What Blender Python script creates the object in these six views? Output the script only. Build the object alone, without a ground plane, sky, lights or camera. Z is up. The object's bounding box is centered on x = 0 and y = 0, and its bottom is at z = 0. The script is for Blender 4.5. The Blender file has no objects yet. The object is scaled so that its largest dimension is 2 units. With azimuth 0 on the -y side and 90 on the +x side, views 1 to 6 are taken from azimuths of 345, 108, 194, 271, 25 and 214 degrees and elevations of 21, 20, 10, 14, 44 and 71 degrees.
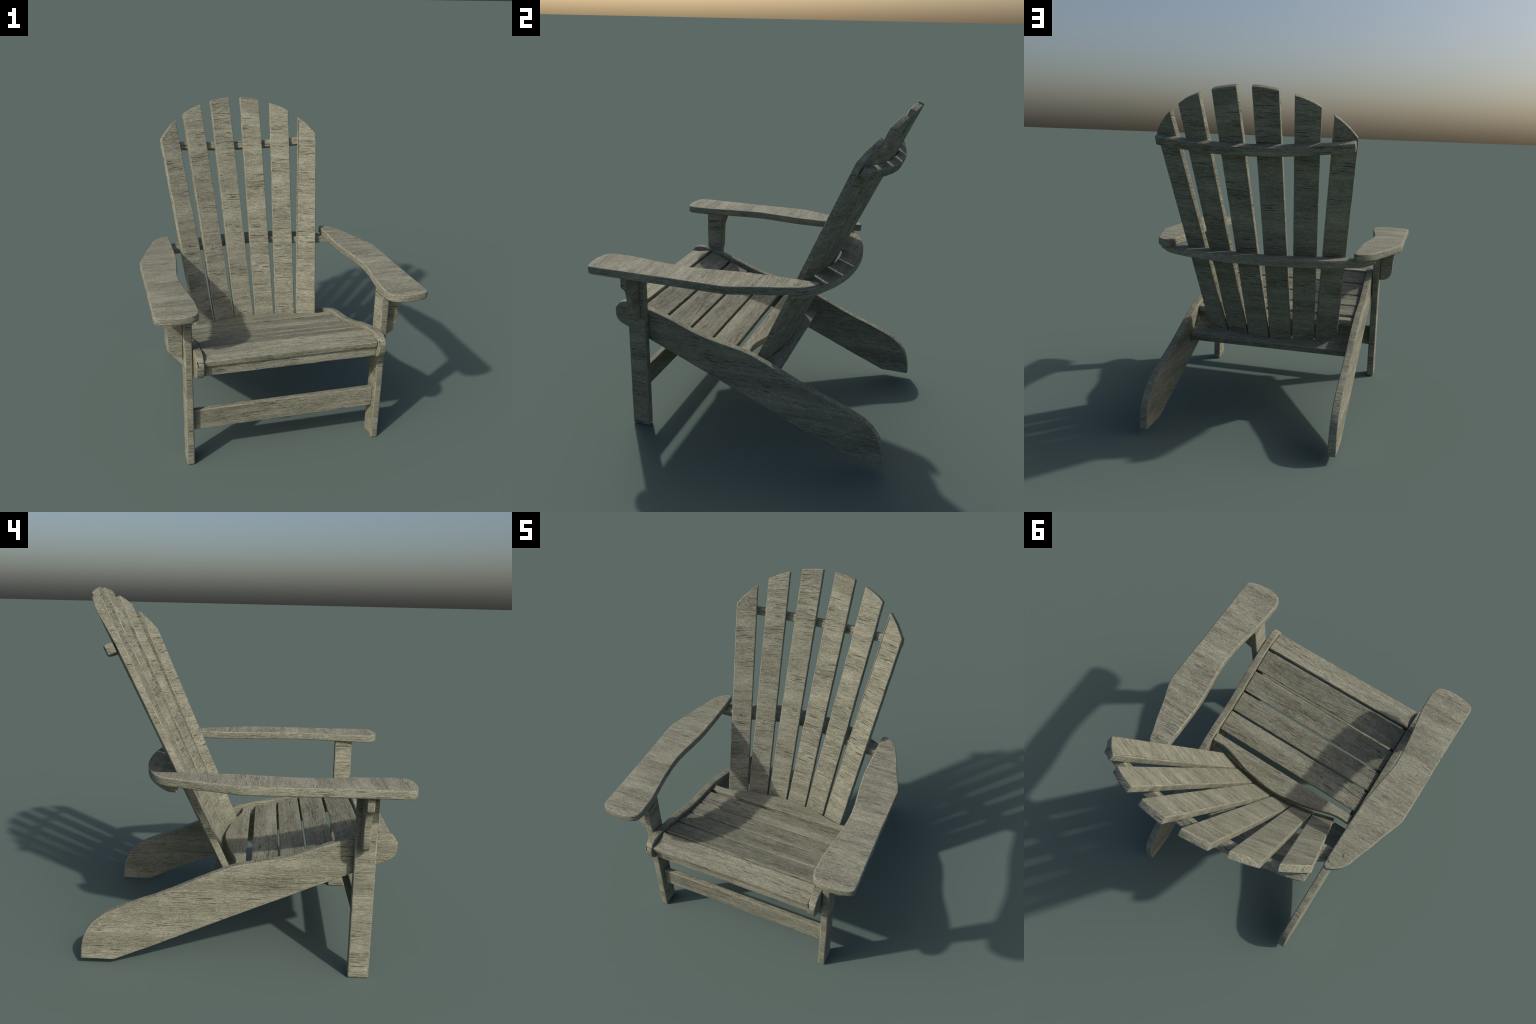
"""Weathered wooden garden chair with a fanned, reclined slat back (Blender 4.5)."""
import bpy, bmesh, math, random
from mathutils import Vector, noise

random.seed(11)
scene_col = bpy.context.scene.collection

# ------------------------------------------------------------------ frames --
# Chair frame: x = sitter's sideways axis, -y = front, z = up (metres).
# The back reclines: w runs up along the slats, u runs square to them (rearward).
SIN, COS = 0.418, 0.908


def back_frame(x, u, w):
    return (x, COS * u + SIN * w, COS * w - SIN * u)


# --------------------------------------------------------------- materials --
def weathered_wood(name, tint=(1.0, 1.0, 1.0), seed=0.0):
    m = bpy.data.materials.new(name)
    m.use_nodes = True
    nt = m.node_tree
    nt.nodes.clear()
    N, L = nt.nodes.new, nt.links.new

    def math_(op, a, b=None, c=None, clamp=False):
        n = N('ShaderNodeMath'); n.operation = op; n.use_clamp = clamp
        for i, v in enumerate((a, b, c)):
            if v is None:
                continue
            if isinstance(v, (int, float)):
                n.inputs[i].default_value = v
            else:
                L(v, n.inputs[i])
        return n.outputs[0]

    def lerp(f, a, b):
        n = N('ShaderNodeMix'); n.data_type = 'FLOAT'
        for s, v in ((n.inputs[0], f), (n.inputs[2], a), (n.inputs[3], b)):
            if isinstance(v, (int, float)):
                s.default_value = v
            else:
                L(v, s)
        return n.outputs[0]

    def ramp(f, stops):
        n = N('ShaderNodeMapRange'); n.interpolation_type = 'SMOOTHSTEP'
        n.inputs[1].default_value, n.inputs[2].default_value = stops[0], stops[1]
        n.inputs[3].default_value, n.inputs[4].default_value = stops[2], stops[3]
        L(f, n.inputs[0])
        return n.outputs[0]

    def combine(a, b, c):
        n = N('ShaderNodeCombineXYZ')
        for i, v in enumerate((a, b, c)):
            if isinstance(v, (int, float)):
                n.inputs[i].default_value = v
            else:
                L(v, n.inputs[i])
        return n.outputs[0]

    def noise_(vec, scale, detail=2.0, rough=0.5, dist=0.0):
        n = N('ShaderNodeTexNoise')
        n.inputs['Scale'].default_value = scale
        n.inputs['Detail'].default_value = detail
        n.inputs['Roughness'].default_value = rough
        n.inputs['Distortion'].default_value = dist
        L(vec, n.inputs['Vector'])
        return n.outputs[0]

    # box projection: the grain always lies level, along x on the faces turned
    # to the front, rear and top, along y on the faces turned sideways
    tc = N('ShaderNodeTexCoord')
    sp = N('ShaderNodeSeparateXYZ'); L(tc.outputs['Object'], sp.inputs[0])
    x, y, z = sp.outputs
    geo = N('ShaderNodeNewGeometry')
    sn = N('ShaderNodeSeparateXYZ'); L(geo.outputs['True Normal'], sn.inputs[0])
    ax, ay, az = (math_('ABSOLUTE', o) for o in sn.outputs)
    f_side = ramp(math_('SUBTRACT', ax, math_('MAXIMUM', ay, az)), (-0.06, 0.06, 0.0, 1.0))
    f_top = ramp(math_('SUBTRACT', az, ay), (-0.06, 0.06, 0.0, 1.0))
    along = lerp(f_side, x, y)
    across = lerp(f_side, lerp(f_top, z, y), z)
    rnd = N('ShaderNodeObjectInfo').outputs['Random']
    off = math_('MULTIPLY_ADD', rnd, 37.0, seed)

    base = combine(along, across, off)
    # slow waviness of the grain
    warp = noise_(combine(math_('MULTIPLY', along, 3.2), math_('MULTIPLY', across, 4.5), off), 1.0, 2.0)
    across_w = math_('MULTIPLY_ADD', math_('SUBTRACT', warp, 0.5), 0.040, across)

    def grain(sa, sc, detail=2.0, rough=0.55, shift=0.0, dist=0.0):
        v = combine(math_('MULTIPLY', along, sa), math_('MULTIPLY', across_w, sc),
                    math_('ADD', off, shift))
        return noise_(v, 1.0, detail, rough, dist)

    broad = grain(1.4, 11.0, 2.0, 0.5, 3.0)             # wide bleached / dull zones
    bands = grain(2.6, 55.0, 3.0, 0.6, 9.0)            # growth bands
    fibre = grain(22.0, 240.0, 3.0, 0.65, 17.0)        # fibres
    fine = grain(70.0, 260.0, 2.0, 0.6, 91.0)          # dry, fuzzy surface
    cracks = grain(8.5, 145.0, 2.0, 0.5, 29.0, 0.1)  # dark weather checks
    hair = grain(22.0, 300.0, 2.0, 0.6, 41.0)
    speck = noise_(base, 210.0, 3.0, 0.7)
    blotch = noise_(base, 9.0, 3.0, 0.6)

    density = ramp(grain(3.0, 9.0, 2.0, 0.5, 53.0), (0.38, 0.58, 0.0, 1.0))
    thr = lerp(density, 0.72, 0.605)
    crack_m = math_('MULTIPLY', math_('SUBTRACT', cracks, thr), 18.0, clamp=True)
    hair_m = math_('MULTIPLY', math_('SUBTRACT', hair, lerp(density, 0.70, 0.570)), 7.0, clamp=True)
    dash_m = math_('MULTIPLY', math_('SUBTRACT', grain(17.0, 200.0, 1.0, 0.5, 83.0),
                                     lerp(density, 0.76, 0.64)), 16.0, clamp=True)
    pale_m = math_('MULTIPLY', math_('SUBTRACT', grain(17.0, 220.0, 2.0, 0.6, 67.0),
                                     lerp(density, 0.66, 0.54)), 6.0, clamp=True)

    tone = math_('MULTIPLY_ADD', math_('SUBTRACT', broad, 0.5), 0.60, 0.5)
    tone = math_('MULTIPLY_ADD', math_('SUBTRACT', bands, 0.5), 0.45, tone)
    tone = math_('MULTIPLY_ADD', math_('SUBTRACT', fibre, 0.5), 0.85, tone)
    tone = math_('MULTIPLY_ADD', math_('SUBTRACT', speck, 0.5), 0.62, tone)
    tone = math_('MULTIPLY_ADD', math_('SUBTRACT', fine, 0.5), 0.75, tone)
    tone = math_('MULTIPLY_ADD', math_('SUBTRACT', blotch, 0.5), 0.28, tone)

    cr = N('ShaderNodeValToRGB')
    cr.color_ramp.interpolation = 'LINEAR'
    el = cr.color_ramp.elements
    stops = [(0.15, (0.108, 0.104, 0.076)), (0.42, (0.200, 0.197, 0.144)),
             (0.60, (0.276, 0.273, 0.203)), (0.88, (0.410, 0.407, 0.312))]
    while len(el) < len(stops):
        el.new(0.5)
    for e, (p, c) in zip(el, stops):
        e.position = p
        e.color = (c[0] * tint[0], c[1] * tint[1], c[2] * tint[2], 1.0)
    L(tone, cr.inputs[0])

    def darken(col, mask, amount, c):
        n = N('ShaderNodeMix'); n.data_type = 'RGBA'
        L(math_('MULTIPLY', mask, amount), n.inputs[0])
        L(col, n.inputs[6]); n.inputs[7].default_value = (*c, 1.0)
        return n.outputs[2]

    crack_amt = lerp(ramp(sn.outputs[2], (0.6, 0.9, 0.0, 1.0)), 0.72, 0.54)
    col = darken(cr.outputs[0], pale_m, 0.55, (0.430, 0.425, 0.325))
    col = darken(col, hair_m, 0.20, (0.082, 0.076, 0.050))
    col = darken(col, dash_m, 0.52, (0.055, 0.050, 0.033))
    col = darken(col, crack_m, crack_amt, (0.050, 0.045, 0.029))

    h = math_('MULTIPLY_ADD', crack_m, -1.0, math_('MULTIPLY', fibre, 0.75))
    h = math_('MULTIPLY_ADD', hair_m, -0.35, h)
    h = math_('MULTIPLY_ADD', bands, 0.4, h)
    h = math_('MULTIPLY_ADD', pale_m, 0.3, h)
    h = math_('MULTIPLY_ADD', speck, 0.45, h)
    h = math_('MULTIPLY_ADD', fine, 0.55, h)
    bump = N('ShaderNodeBump')
    bump.inputs['Strength'].default_value = 0.85
    bump.inputs['Distance'].default_value = 0.0035
    L(h, bump.inputs['Height'])

    bsdf = N('ShaderNodeBsdfPrincipled')
    L(col, bsdf.inputs['Base Color'])
    L(bump.outputs[0], bsdf.inputs['Normal'])
    bsdf.inputs['Roughness'].default_value = 0.86
    bsdf.inputs['Specular IOR Level'].default_value = 0.25
    out = N('ShaderNodeOutputMaterial')
    L(bsdf.outputs[0], out.inputs[0])
    return m


def dull_metal(name):
    m = bpy.data.materials.new(name)
    m.use_nodes = True
    nt = m.node_tree
    b = nt.nodes['Principled BSDF']
    n = nt.nodes.new('ShaderNodeTexNoise'); n.inputs['Scale'].default_value = 220.0
    r = nt.nodes.new('ShaderNodeValToRGB')
    r.color_ramp.elements[0].color = (0.035, 0.030, 0.022, 1)
    r.color_ramp.elements[1].color = (0.085, 0.074, 0.052, 1)
    tc = nt.nodes.new('ShaderNodeTexCoord')
    nt.links.new(tc.outputs['Object'], n.inputs['Vector'])
    nt.links.new(n.outputs[0], r.inputs[0])
    nt.links.new(r.outputs[0], b.inputs['Base Color'])
    b.inputs['Roughness'].default_value = 0.8
    return m


WOOD = weathered_wood('weathered_grey_wood')
EDGE_GLINT_TINT = weathered_wood('wood_lightened_for_edge_highlight', tint=(1.04, 1.04, 1.06), seed=5.0)  # wood colour lifted slightly to paint sunlight catching the bevels
METAL = dull_metal('dull_screw_head')

# ---------------------------------------------------------------- building --
root = bpy.data.objects.new('wooden_garden_chair', None)
root.empty_display_size = 0.3
scene_col.objects.link(root)
root['label'] = 'weathered grey wooden slatted garden armchair with fanned reclined back'
root['category'] = 'garden chair'


def mark_sharp(me, limit=math.radians(52)):
    """Keep steep edges (groove walls) crisp while the rounded arrises stay smooth."""
    bm = bmesh.new()
    bm.from_mesh(me)
    for e in bm.edges:
        e.smooth = len(e.link_faces) == 2 and e.calc_face_angle(0.0) < limit
    bm.to_mesh(me)
    bm.free()


def make_object(name, bm, mat, parent=root):
    me = bpy.data.meshes.new(name)
    bm.to_mesh(me)
    bm.free()
    for p in me.polygons:
        p.use_smooth = True
    me.materials.append(mat)
    if mat is WOOD:
        me.materials.append(EDGE_GLINT_TINT)
    ob = bpy.data.objects.new(name, me)
    scene_col.objects.link(ob)
    ob.parent = parent
    if mat is WOOD:
        mark_sharp(me)
        wn = ob.modifiers.new('weighted_normals', 'WEIGHTED_NORMAL')
        wn.mode = 'FACE_AREA'
        wn.weight = 100
        wn.keep_sharp = True
    return ob


def resample(pts, step=0.022):
    """Closed outline -> corners kept, long edges split so they can waver."""
    out = []
    n = len(pts)
    for i in range(n):
        a, b = Vector(pts[i]), Vector(pts[(i + 1) % n])
        k = max(1, int(round((b - a).length / step)))
        for j in range(k):
            out.append(a.lerp(b, j / k))
    return out


def waver(pts, amount, seed):
    """Small irregular wear along the outline."""
    n = len(pts)
    res = []
    for i, p in enumerate(pts):
        t = (pts[(i + 1) % n] - pts[i - 1])
        if t.length < 1e-9:
            res.append(p); continue
        t.normalize()
        nrm = Vector((t.y, -t.x))
        q = Vector((p.x * 23 + seed * 7.3, p.y * 23 - seed * 3.1, seed))
        res.append(p + nrm * (noise.noise(q) * amount))
    return res


def prism(name, outline, place, t0, t1, bevel=0.006, seg=2, wear=0.0012, seed=None, parent=root):
    """Board: a 2D outline (a, b) given thickness t0..t1 and set in space by place(a, b, t)."""
    if seed is None:
        seed = random.uniform(0, 50)
    pts = resample([Vector(p) for p in outline])
    pts = waver(pts, wear, seed)
    bm = bmesh.new()
    lo = [bm.verts.new(place(p.x, p.y, t0)) for p in pts]
    hi = [bm.verts.new(place(p.x, p.y, t1)) for p in pts]
    n = len(pts)
    f_lo = bm.faces.new(lo)
    f_hi = bm.faces.new(hi)
    for i in range(n):
        j = (i + 1) % n
        bm.faces.new((lo[i], lo[j], hi[j], hi[i]))
    bmesh.ops.recalc_face_normals(bm, faces=bm.faces[:])
    rim = [e for f in (f_lo, f_hi) for e in f.edges]
    # sharp corners of the outline get rounded as well
    for i in range(n):
        a, b, c = pts[i - 1], pts[i], pts[(i + 1) % n]
        if (b - a).angle(c - b, 0.0) > math.radians(35):
            e = bm.edges.get((lo[i], hi[i]))
            if e:
                rim.append(e)
    bmesh.ops.bevel(bm, geom=list(set(rim)), offset=bevel, segments=seg, profile=0.5,
                    affect='EDGES', clamp_overlap=True, material=1)
    bmesh.ops.triangulate(bm, faces=[f for f in bm.faces if len(f.verts) > 4])
    return make_object(name, bm, WOOD, parent)


def box(name, x, y, z, **kw):
    """Board whose longest outline lies in the plane with the two longer sides."""
    d = [(x[1] - x[0], 0), (y[1] - y[0], 1), (z[1] - z[0], 2)]
    thin = min(d)[1]
    r = [x, y, z]
    a, b = [i for i in range(3) if i != thin]

    def place(p, q, t):
        v = [0, 0, 0]
        v[a], v[b], v[thin] = p, q, t
        return v
    o = [(r[a][0], r[b][0]), (r[a][1], r[b][0]), (r[a][1], r[b][1]), (r[a][0], r[b][1])]
    return prism(name, o, place, r[thin][0], r[thin][1], **kw)


def xz(a, b, t): return (a, t, b)
def yz(a, b, t): return (t, a, b)
def xy(a, b, t): return (a, b, t)


def mirror(half):
    """Half outline from the axis (x = 0) outward -> full symmetric polyline left to right."""
    return [(-x, y) for x, y in reversed(half) if x > 1e-6] + list(half)


# ---- front legs -------------------------------------------------------------
LEG_IN, LEG_OUT = 0.580, 0.627
for s in (-1, 1):
    x0, x1 = sorted((s * LEG_IN, s * LEG_OUT))
    box('front_leg', (x0, x1), (-0.695, -0.582), (0.0, 1.046), bevel=0.008, seg=3)

# ---- brackets that carry the armrests --------------------------------------
BRACKET = [(0.6275, 1.0445), (0.772, 1.0445), (0.775, 0.988), (0.768, 0.970), (0.748, 0.957),
           (0.731, 0.936), (0.7225, 0.908), (0.719, 0.875), (0.717, 0.812), (0.709, 0.776), (0.692, 0.750),
           (0.662, 0.734), (0.6275, 0.731)]
for s in (-1, 1):
    prism('arm_bracket', [(s * a, b) for a, b in BRACKET], xz, -0.646, -0.608, bevel=0.006)

# ---- sloping side rails: seat sides and rear legs in one board ---------------
RAIL = [(0.862, 0.037), (0.680, 0.036), (0.470, 0.124), (0.0, 0.328), (-0.410, 0.502), (-0.712, 0.628),
        (-0.754, 0.646), (-0.780, 0.659), (-0.798, 0.677), (-0.808, 0.705), (-0.808, 0.750),
        (-0.797, 0.769), (-0.779, 0.788), (-0.757, 0.798), (-0.728, 0.800), (-0.700, 0.797), (-0.665, 0.789),
        (-0.600, 0.774),
        (-0.530, 0.755), (-0.446, 0.728), (-0.323, 0.680), (-0.240, 0.653), (-0.166, 0.636),
        (-0.060, 0.617), (0.000, 0.605), (0.060, 0.587), (0.125, 0.560), (0.200, 0.528), (0.353, 0.457),
        (0.460, 0.412), (0.567, 0.373), (0.669, 0.332), (0.738, 0.298), (0.790, 0.255),
        (0.824, 0.210), (0.846, 0.158), (0.857, 0.100)]
RAIL_IN, RAIL_OUT = 0.530, 0.5765
RAILS = []
for s in (-1, 1):
    t0, t1 = sorted((s * RAIL_IN, s * RAIL_OUT))
    rail = prism('side_rail', RAIL, yz, t0, t1, bevel=0.0065)
    RAILS.append((rail, s))

# ---- seat slats ---------------------------------------------------------------
SLAT_T = 0.039
SEAT = [((-0.790, 0.765), (-0.652, 0.780)), ((-0.633, 0.772), (-0.499, 0.721)),
        ((-0.483, 0.716), (-0.348, 0.665)), ((-0.336, 0.661), (-0.206, 0.624)),
        ((-0.193, 0.621), (-0.054, 0.594))]
SEAT_X = 0.5260
for (p, q) in SEAT:
    d = (Vector(q) - Vector(p)).normalized()
    nrm = Vector((-d.y, d.x))
    length = (Vector(q) - Vector(p)).length

    def place(a, b, t, p=p, d=d, nrm=nrm):
        c = Vector(p) + d * b + nrm * t
        return (a, c.x, c.y)
    o = [(-SEAT_X, 0), (SEAT_X, 0), (SEAT_X, length), (-SEAT_X, length)]
    prism('seat_slat', o, place, -SLAT_T + (0.003 if p[1] > 0.764 and p[0] < -0.7 else 0.0), 0.0, bevel=0.005, seg=3, wear=0.0014)

# rearmost seat slat: rear edge scooped to follow the curve of the back
half = [(0.0, 0.115), (0.06, 0.112), (0.12, 0.103), (0.20, 0.092), (0.264, 0.077), (0.341, 0.054), (0.403, 0.037),
        (0.445, 0.031), (SEAT_X, 0.034)]
rear_edge = mirror(half)
prism('seat_slat', [(-SEAT_X, -0.022), (SEAT_X, -0.022)] + list(reversed(rear_edge)),
      lambda a, b, t: (a, b, 0.5865 - 0.12 * (b + 0.022) + t), -SLAT_T, 0.0, bevel=0.006, seg=3)

# cleats on the inside of the rails, under the slats
CLEAT_TOP = [(-0.738, 0.734), (-0.655, 0.741), (-0.630, 0.732), (-0.502, 0.683), (-0.350, 0.626),
             (-0.208, 0.586), (-0.055, 0.556), (-0.010, 0.548)]
for s in (-1, 1):
    t0, t1 = sorted((s * 0.498, s * 0.5305))
    prism('seat_cleat', CLEAT_TOP + [(a, b - 0.046) for a, b in reversed(CLEAT_TOP)], yz, t0, t1, bevel=0.003)

# ---- cross pieces at the front ---------------------------------------------------
box('front_apron', (-0.5295, 0.5295), (-0.772, -0.737), (0.662, 0.729), bevel=0.005)
box('front_stretcher', (-0.581, 0.581), (-0.662, -0.627), (0.229, 0.366), bevel=0.007, seg=3)

# ---- back slats: a fan of six, each straight, set round a shallow arc -----------
# (x, u) of the two front edges near the seat (w = 0.556) and at the top (w given)
BACK_T = 0.038
FOOT = 0.371
FAN = [
    dict(inn=((0.0050, -0.0955), (0.0395, -0.0975), 2.1605), out=((0.1435, -0.1040), (0.1810, -0.1050), 2.1365), bulge=0.0035),
    dict(inn=((0.1525, -0.1070), (0.2550, -0.1140), 2.1085), out=((0.2905, -0.1310), (0.3895, -0.1365), 2.0400), bulge=0.0065),
    dict(inn=((0.3015, -0.1300), (0.4500, -0.1520), 1.9880), out=((0.4370, -0.1680), (0.5670, -0.1905), 1.8480), bulge=0.0095),
]
W0 = 0.556


def edge_at(e, w):
    (xa, ua), (xb, ub), wt = e
    f = (w - W0) / (wt - W0)
    return xa + (xb - xa) * f, ua + (ub - ua) * f


def slat_point(spec, s, k, w, t):
    """k across the slat (0 inner edge, 1 outer edge), t = depth behind the front face."""
    xi, ui = edge_at(spec['inn'], w)
    xo, uo = edge_at(spec['out'], w)
    tx, tu = xo - xi, uo - ui
    ln = math.hypot(tx, tu)
    x = xi + tx * k - tu / ln * t
    u = ui + tu * k + tx / ln * t
    return back_frame(s * x, u, w)


SLATS = []
for s in (-1, 1):
    for spec in FAN:
        wi, wo = spec['inn'][2], spec['out'][2]
        width = 0.139
        top = []
        for j in range(7):
            k = 1 - j / 6
            top.append((k * width, wi + (wo - wi) * k + spec['bulge'] * 4 * k * (1 - k)))
        o = [(0.0, FOOT), (width, FOOT)] + top
        sl = prism('back_slat', o,
                   lambda a, b, t, spec=spec, s=s: slat_point(spec, s, a / width, b, t),
                   0.0, BACK_T, bevel=0.0055, seg=2, wear=0.0011)
        SLATS.append((sl, spec, s))

# ---- braces behind the back ---------------------------------------------------------
# rear crossbar between the rails, square to the slats, hollowed to fit them
front = mirror([(0.0, -0.056), (0.08, -0.060), (0.15, -0.067), (0.22, -0.078), (0.30, -0.093), (0.38, -0.115),
                (0.437, -0.134), (0.440, -0.152), (0.5295, -0.152)])
CROSSBAR = prism('rear_crossbar', [(-0.5295, -0.004), (0.5295, -0.004)] + list(reversed(front)), back_frame,
      0.414, 0.462, bevel=0.005)

# upper curved brace
uf = [(0.0, -0.0530), (0.10, -0.057), (0.20, -0.067), (0.32, -0.088), (0.42, -0.106), (0.50, -0.124), (0.568, -0.145)]
ub = [(0.0, 0.002), (0.10, -0.001), (0.20, -0.012), (0.30, -0.030), (0.40, -0.052), (0.50, -0.075), (0.568, -0.098)]
prism('upper_back_brace', mirror(uf) + list(reversed(mirror(ub))), back_frame, 1.791, 1.845, bevel=0.007)

# lower curved brace, level, carrying the tails of the armrests
lf = [(0.0, 0.432), (0.08, 0.427), (0.15, 0.415), (0.24, 0.393), (0.32, 0.368), (0.40, 0.348), (0.46, 0.335), (0.52, 0.330),
      (0.60, 0.328), (0.640, 0.318)]
lb = [(0.0, 0.553), (0.07, 0.552), (0.14, 0.547), (0.22, 0.537), (0.30, 0.520), (0.37, 0.498), (0.44, 0.470), (0.50, 0.440),
      (0.55, 0.412), (0.598, 0.379), (0.640, 0.350), (0.668, 0.332), (0.682, 0.320), (0.676, 0.313)]
LOWER_BRACE = prism('lower_back_brace', mirror(lf) + list(reversed(mirror(lb))), xy, 0.999, 1.0455, bevel=0.010, seg=3)
# the underside of its two tips is eased upward
for v in LOWER_BRACE.data.vertices:
    if v.co.z < 1.022:
        k = min(1.0, max(0.0, (abs(v.co.x) - 0.600) / 0.075))
        v.co.z += 0.017 * k * k * (3 - 2 * k)

# ---- armrests -----------------------------------------------------------------------
ARM = [(0.805, -0.800), (0.801, -0.822), (0.788, -0.837), (0.766, -0.846), (0.715, -0.857), (0.655, -0.861),
       (0.602, -0.852), (0.576, -0.839), (0.560, -0.818), (0.553, -0.780), (0.555, -0.700), (0.563, -0.620),
       (0.575, -0.540), (0.589, -0.450), (0.597, -0.360), (0.599, -0.290), (0.593, -0.210), (0.581, -0.130),
       (0.569, -0.040), (0.563, 0.030), (0.561, 0.110), (0.561, 0.200), (0.561, 0.370), (0.562, 0.432),
       (0.570, 0.449), (0.586, 0.452), (0.616, 0.439), (0.655, 0.404), (0.680, 0.365), (0.704, 0.292),
       (0.728, 0.226), (0.757, 0.132), (0.790, 0.042), (0.801, 0.006), (0.806, -0.025), (0.805, -0.200),
       (0.803, -0.400), (0.804, -0.600)]
ARMS = []
for s in (-1, 1):
    arm = prism('armrest', [(s * a, b) for a, b in ARM], xy, 1.0455, 1.092, bevel=0.008, seg=3, wear=0.0015)
    ARMS.append((arm, s))


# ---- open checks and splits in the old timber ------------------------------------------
def carve_groove(ob, path, place, t0, t1, w_from, w_to):
    """Cut a tapering ribbon that follows path (a, b), between depths t0 and t1."""
    pts = [Vector(p) for p in path]
    n = len(pts)
    left, right = [], []
    for i, p in enumerate(pts):
        d = (pts[min(i + 1, n - 1)] - pts[max(i - 1, 0)]).normalized()
        nr = Vector((-d.y, d.x)) * (w_from + (w_to - w_from) * i / (n - 1)) * 0.5
        left.append(p + nr)
        right.append(p - nr)
    ring = left + right[::-1]
    bm = bmesh.new()
    lo = [bm.verts.new(place(p.x, p.y, t0)) for p in ring]
    hi = [bm.verts.new(place(p.x, p.y, t1)) for p in ring]
    m = len(ring)
    for i in range(n - 1):
        j, k = m - 1 - i, m - 2 - i
        bm.faces.new((lo[i], lo[i + 1], lo[k], lo[j]))
        bm.faces.new((hi[j], hi[k], hi[i + 1], hi[i]))
    for i in range(m):
        j = (i + 1) % m
        bm.faces.new((lo[j], lo[i], hi[i], hi[j]))
    bmesh.ops.recalc_face_normals(bm, faces=bm.faces[:])
    me = bpy.data.meshes.new('groove_cutter')
    bm.to_mesh(me)
    bm.free()
    cut = bpy.data.objects.new('groove_cutter', me)
    scene_col.objects.link(cut)
    mod = ob.modifiers.new('split', 'BOOLEAN')
    mod.operation, mod.solver, mod.object = 'DIFFERENCE', 'EXACT', cut
    with_wn = ob.modifiers.get('weighted_normals')
    if with_wn:
        with_wn.show_viewport = False
    bpy.context.view_layer.update()
    dg = bpy.context.evaluated_depsgraph_get()
    new = bpy.data.meshes.new_from_object(ob.evaluated_get(dg))
    if len(new.polygons) > 10:
        old = ob.data
        new.name = old.name
        mark_sharp(new)
        ob.data = new
    ob.modifiers.remove(mod)
    if with_wn:
        with_wn.show_viewport = True
    bpy.data.objects.remove(cut)


def slat_place(spec, s):
    return lambda a, b, t: slat_point(spec, s, a / 0.139, b, t)


for sl, spec, s in SLATS:
    wi, wo = spec['inn'][2], spec['out'][2]
    pl = slat_place(spec, s)

    def top_w(a, spec=spec, wi=wi, wo=wo):
        k = a / 0.139
        return wi + (wo - wi) * k + spec['bulge'] * 4 * k * (1 - k)
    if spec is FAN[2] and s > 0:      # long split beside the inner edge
        carve_groove(sl, [(0.0085, 1.96), (0.0080, 1.6), (0.0075, 1.25), (0.0070, 0.85)], pl, -0.003, 0.008, 0.0044, 0.0016)
    if spec is FAN[0]:                # splits across the head
        carve_groove(sl, [(a, top_w(a) - 0.0075) for a in (0.012, 0.05, 0.09, 0.128)], pl, -0.003, 0.006,
                     *((0.003, 0.0015) if s > 0 else (0.0012, 0.0032)))
    if spec is FAN[2] and s < 0:
        carve_groove(sl, [(a, top_w(a) - 0.006) for a in (0.010, 0.03, 0.055)], pl, -0.003, 0.007, 0.0042, 0.0008)

carve_groove(LOWER_BRACE, [(-0.34, 0.5035), (-0.22, 0.534), (-0.10, 0.5475), (0.05, 0.5503), (0.20, 0.5375)],
             xy, 1.034, 1.05, 0.001, 0.0032)
carve_groove(LOWER_BRACE, [(0.44, 0.462), (0.53, 0.414), (0.59, 0.372)], xy, 0.99, 1.006, 0.001, 0.0035)
carve_groove(CROSSBAR, [(0.515, -0.0115), (0.40, -0.0110), (0.30, -0.0105), (0.16, -0.0095)], back_frame, 0.452, 0.47, 0.0036, 0.001)

# crescent shadows at the armrest screw plugs, cut as thin curved grooves
for arm, s in ARMS:
    for px_, py_ in ((0.580, 0.400), (0.637, 0.335)):
        arc = [(s * px_ + 0.0115 * math.cos(a), py_ + 0.0115 * math.sin(a))
               for a in (math.radians(d) for d in range(-60, 101, 20))]
        carve_groove(arm, arc, xy, 1.084, 1.1, 0.0022, 0.0046)

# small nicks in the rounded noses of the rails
for rail, s in RAILS:
    xn = -0.5680 if s < 0 else 0.5345
    carve_groove(rail, [(xn - 0.001, 0.742), (xn + 0.002, 0.757), (xn - 0.001, 0.774)], lambda a, b, t: (a, t, b),
                 -0.83, -0.784, 0.0055, 0.0065)


# ---- screws and plugs ---------------------------------------------------------------
def stud(name, centre, normal, radius, height, parent, mat):
    bm = bmesh.new()
    bmesh.ops.create_cone(bm, cap_ends=True, segments=16, radius1=radius, radius2=radius * 0.86, depth=height * 2)
    q = Vector((0, 0, 1)).rotation_difference(Vector(normal).normalized())
    for v in bm.verts:
        v.co = q @ v.co + Vector(centre)
    return make_object(name, bm, mat, parent)


for sl, spec, s in SLATS:
    c = Vector(slat_point(spec, s, 0.54, 1.088, 0.0))
    nrm = (Vector(slat_point(spec, s, 0.54, 1.088, -1.0)) - c)
    stud('screw_head', c, nrm, 0.0046, 0.0008, sl, METAL)

bpy.context.view_layer.update()
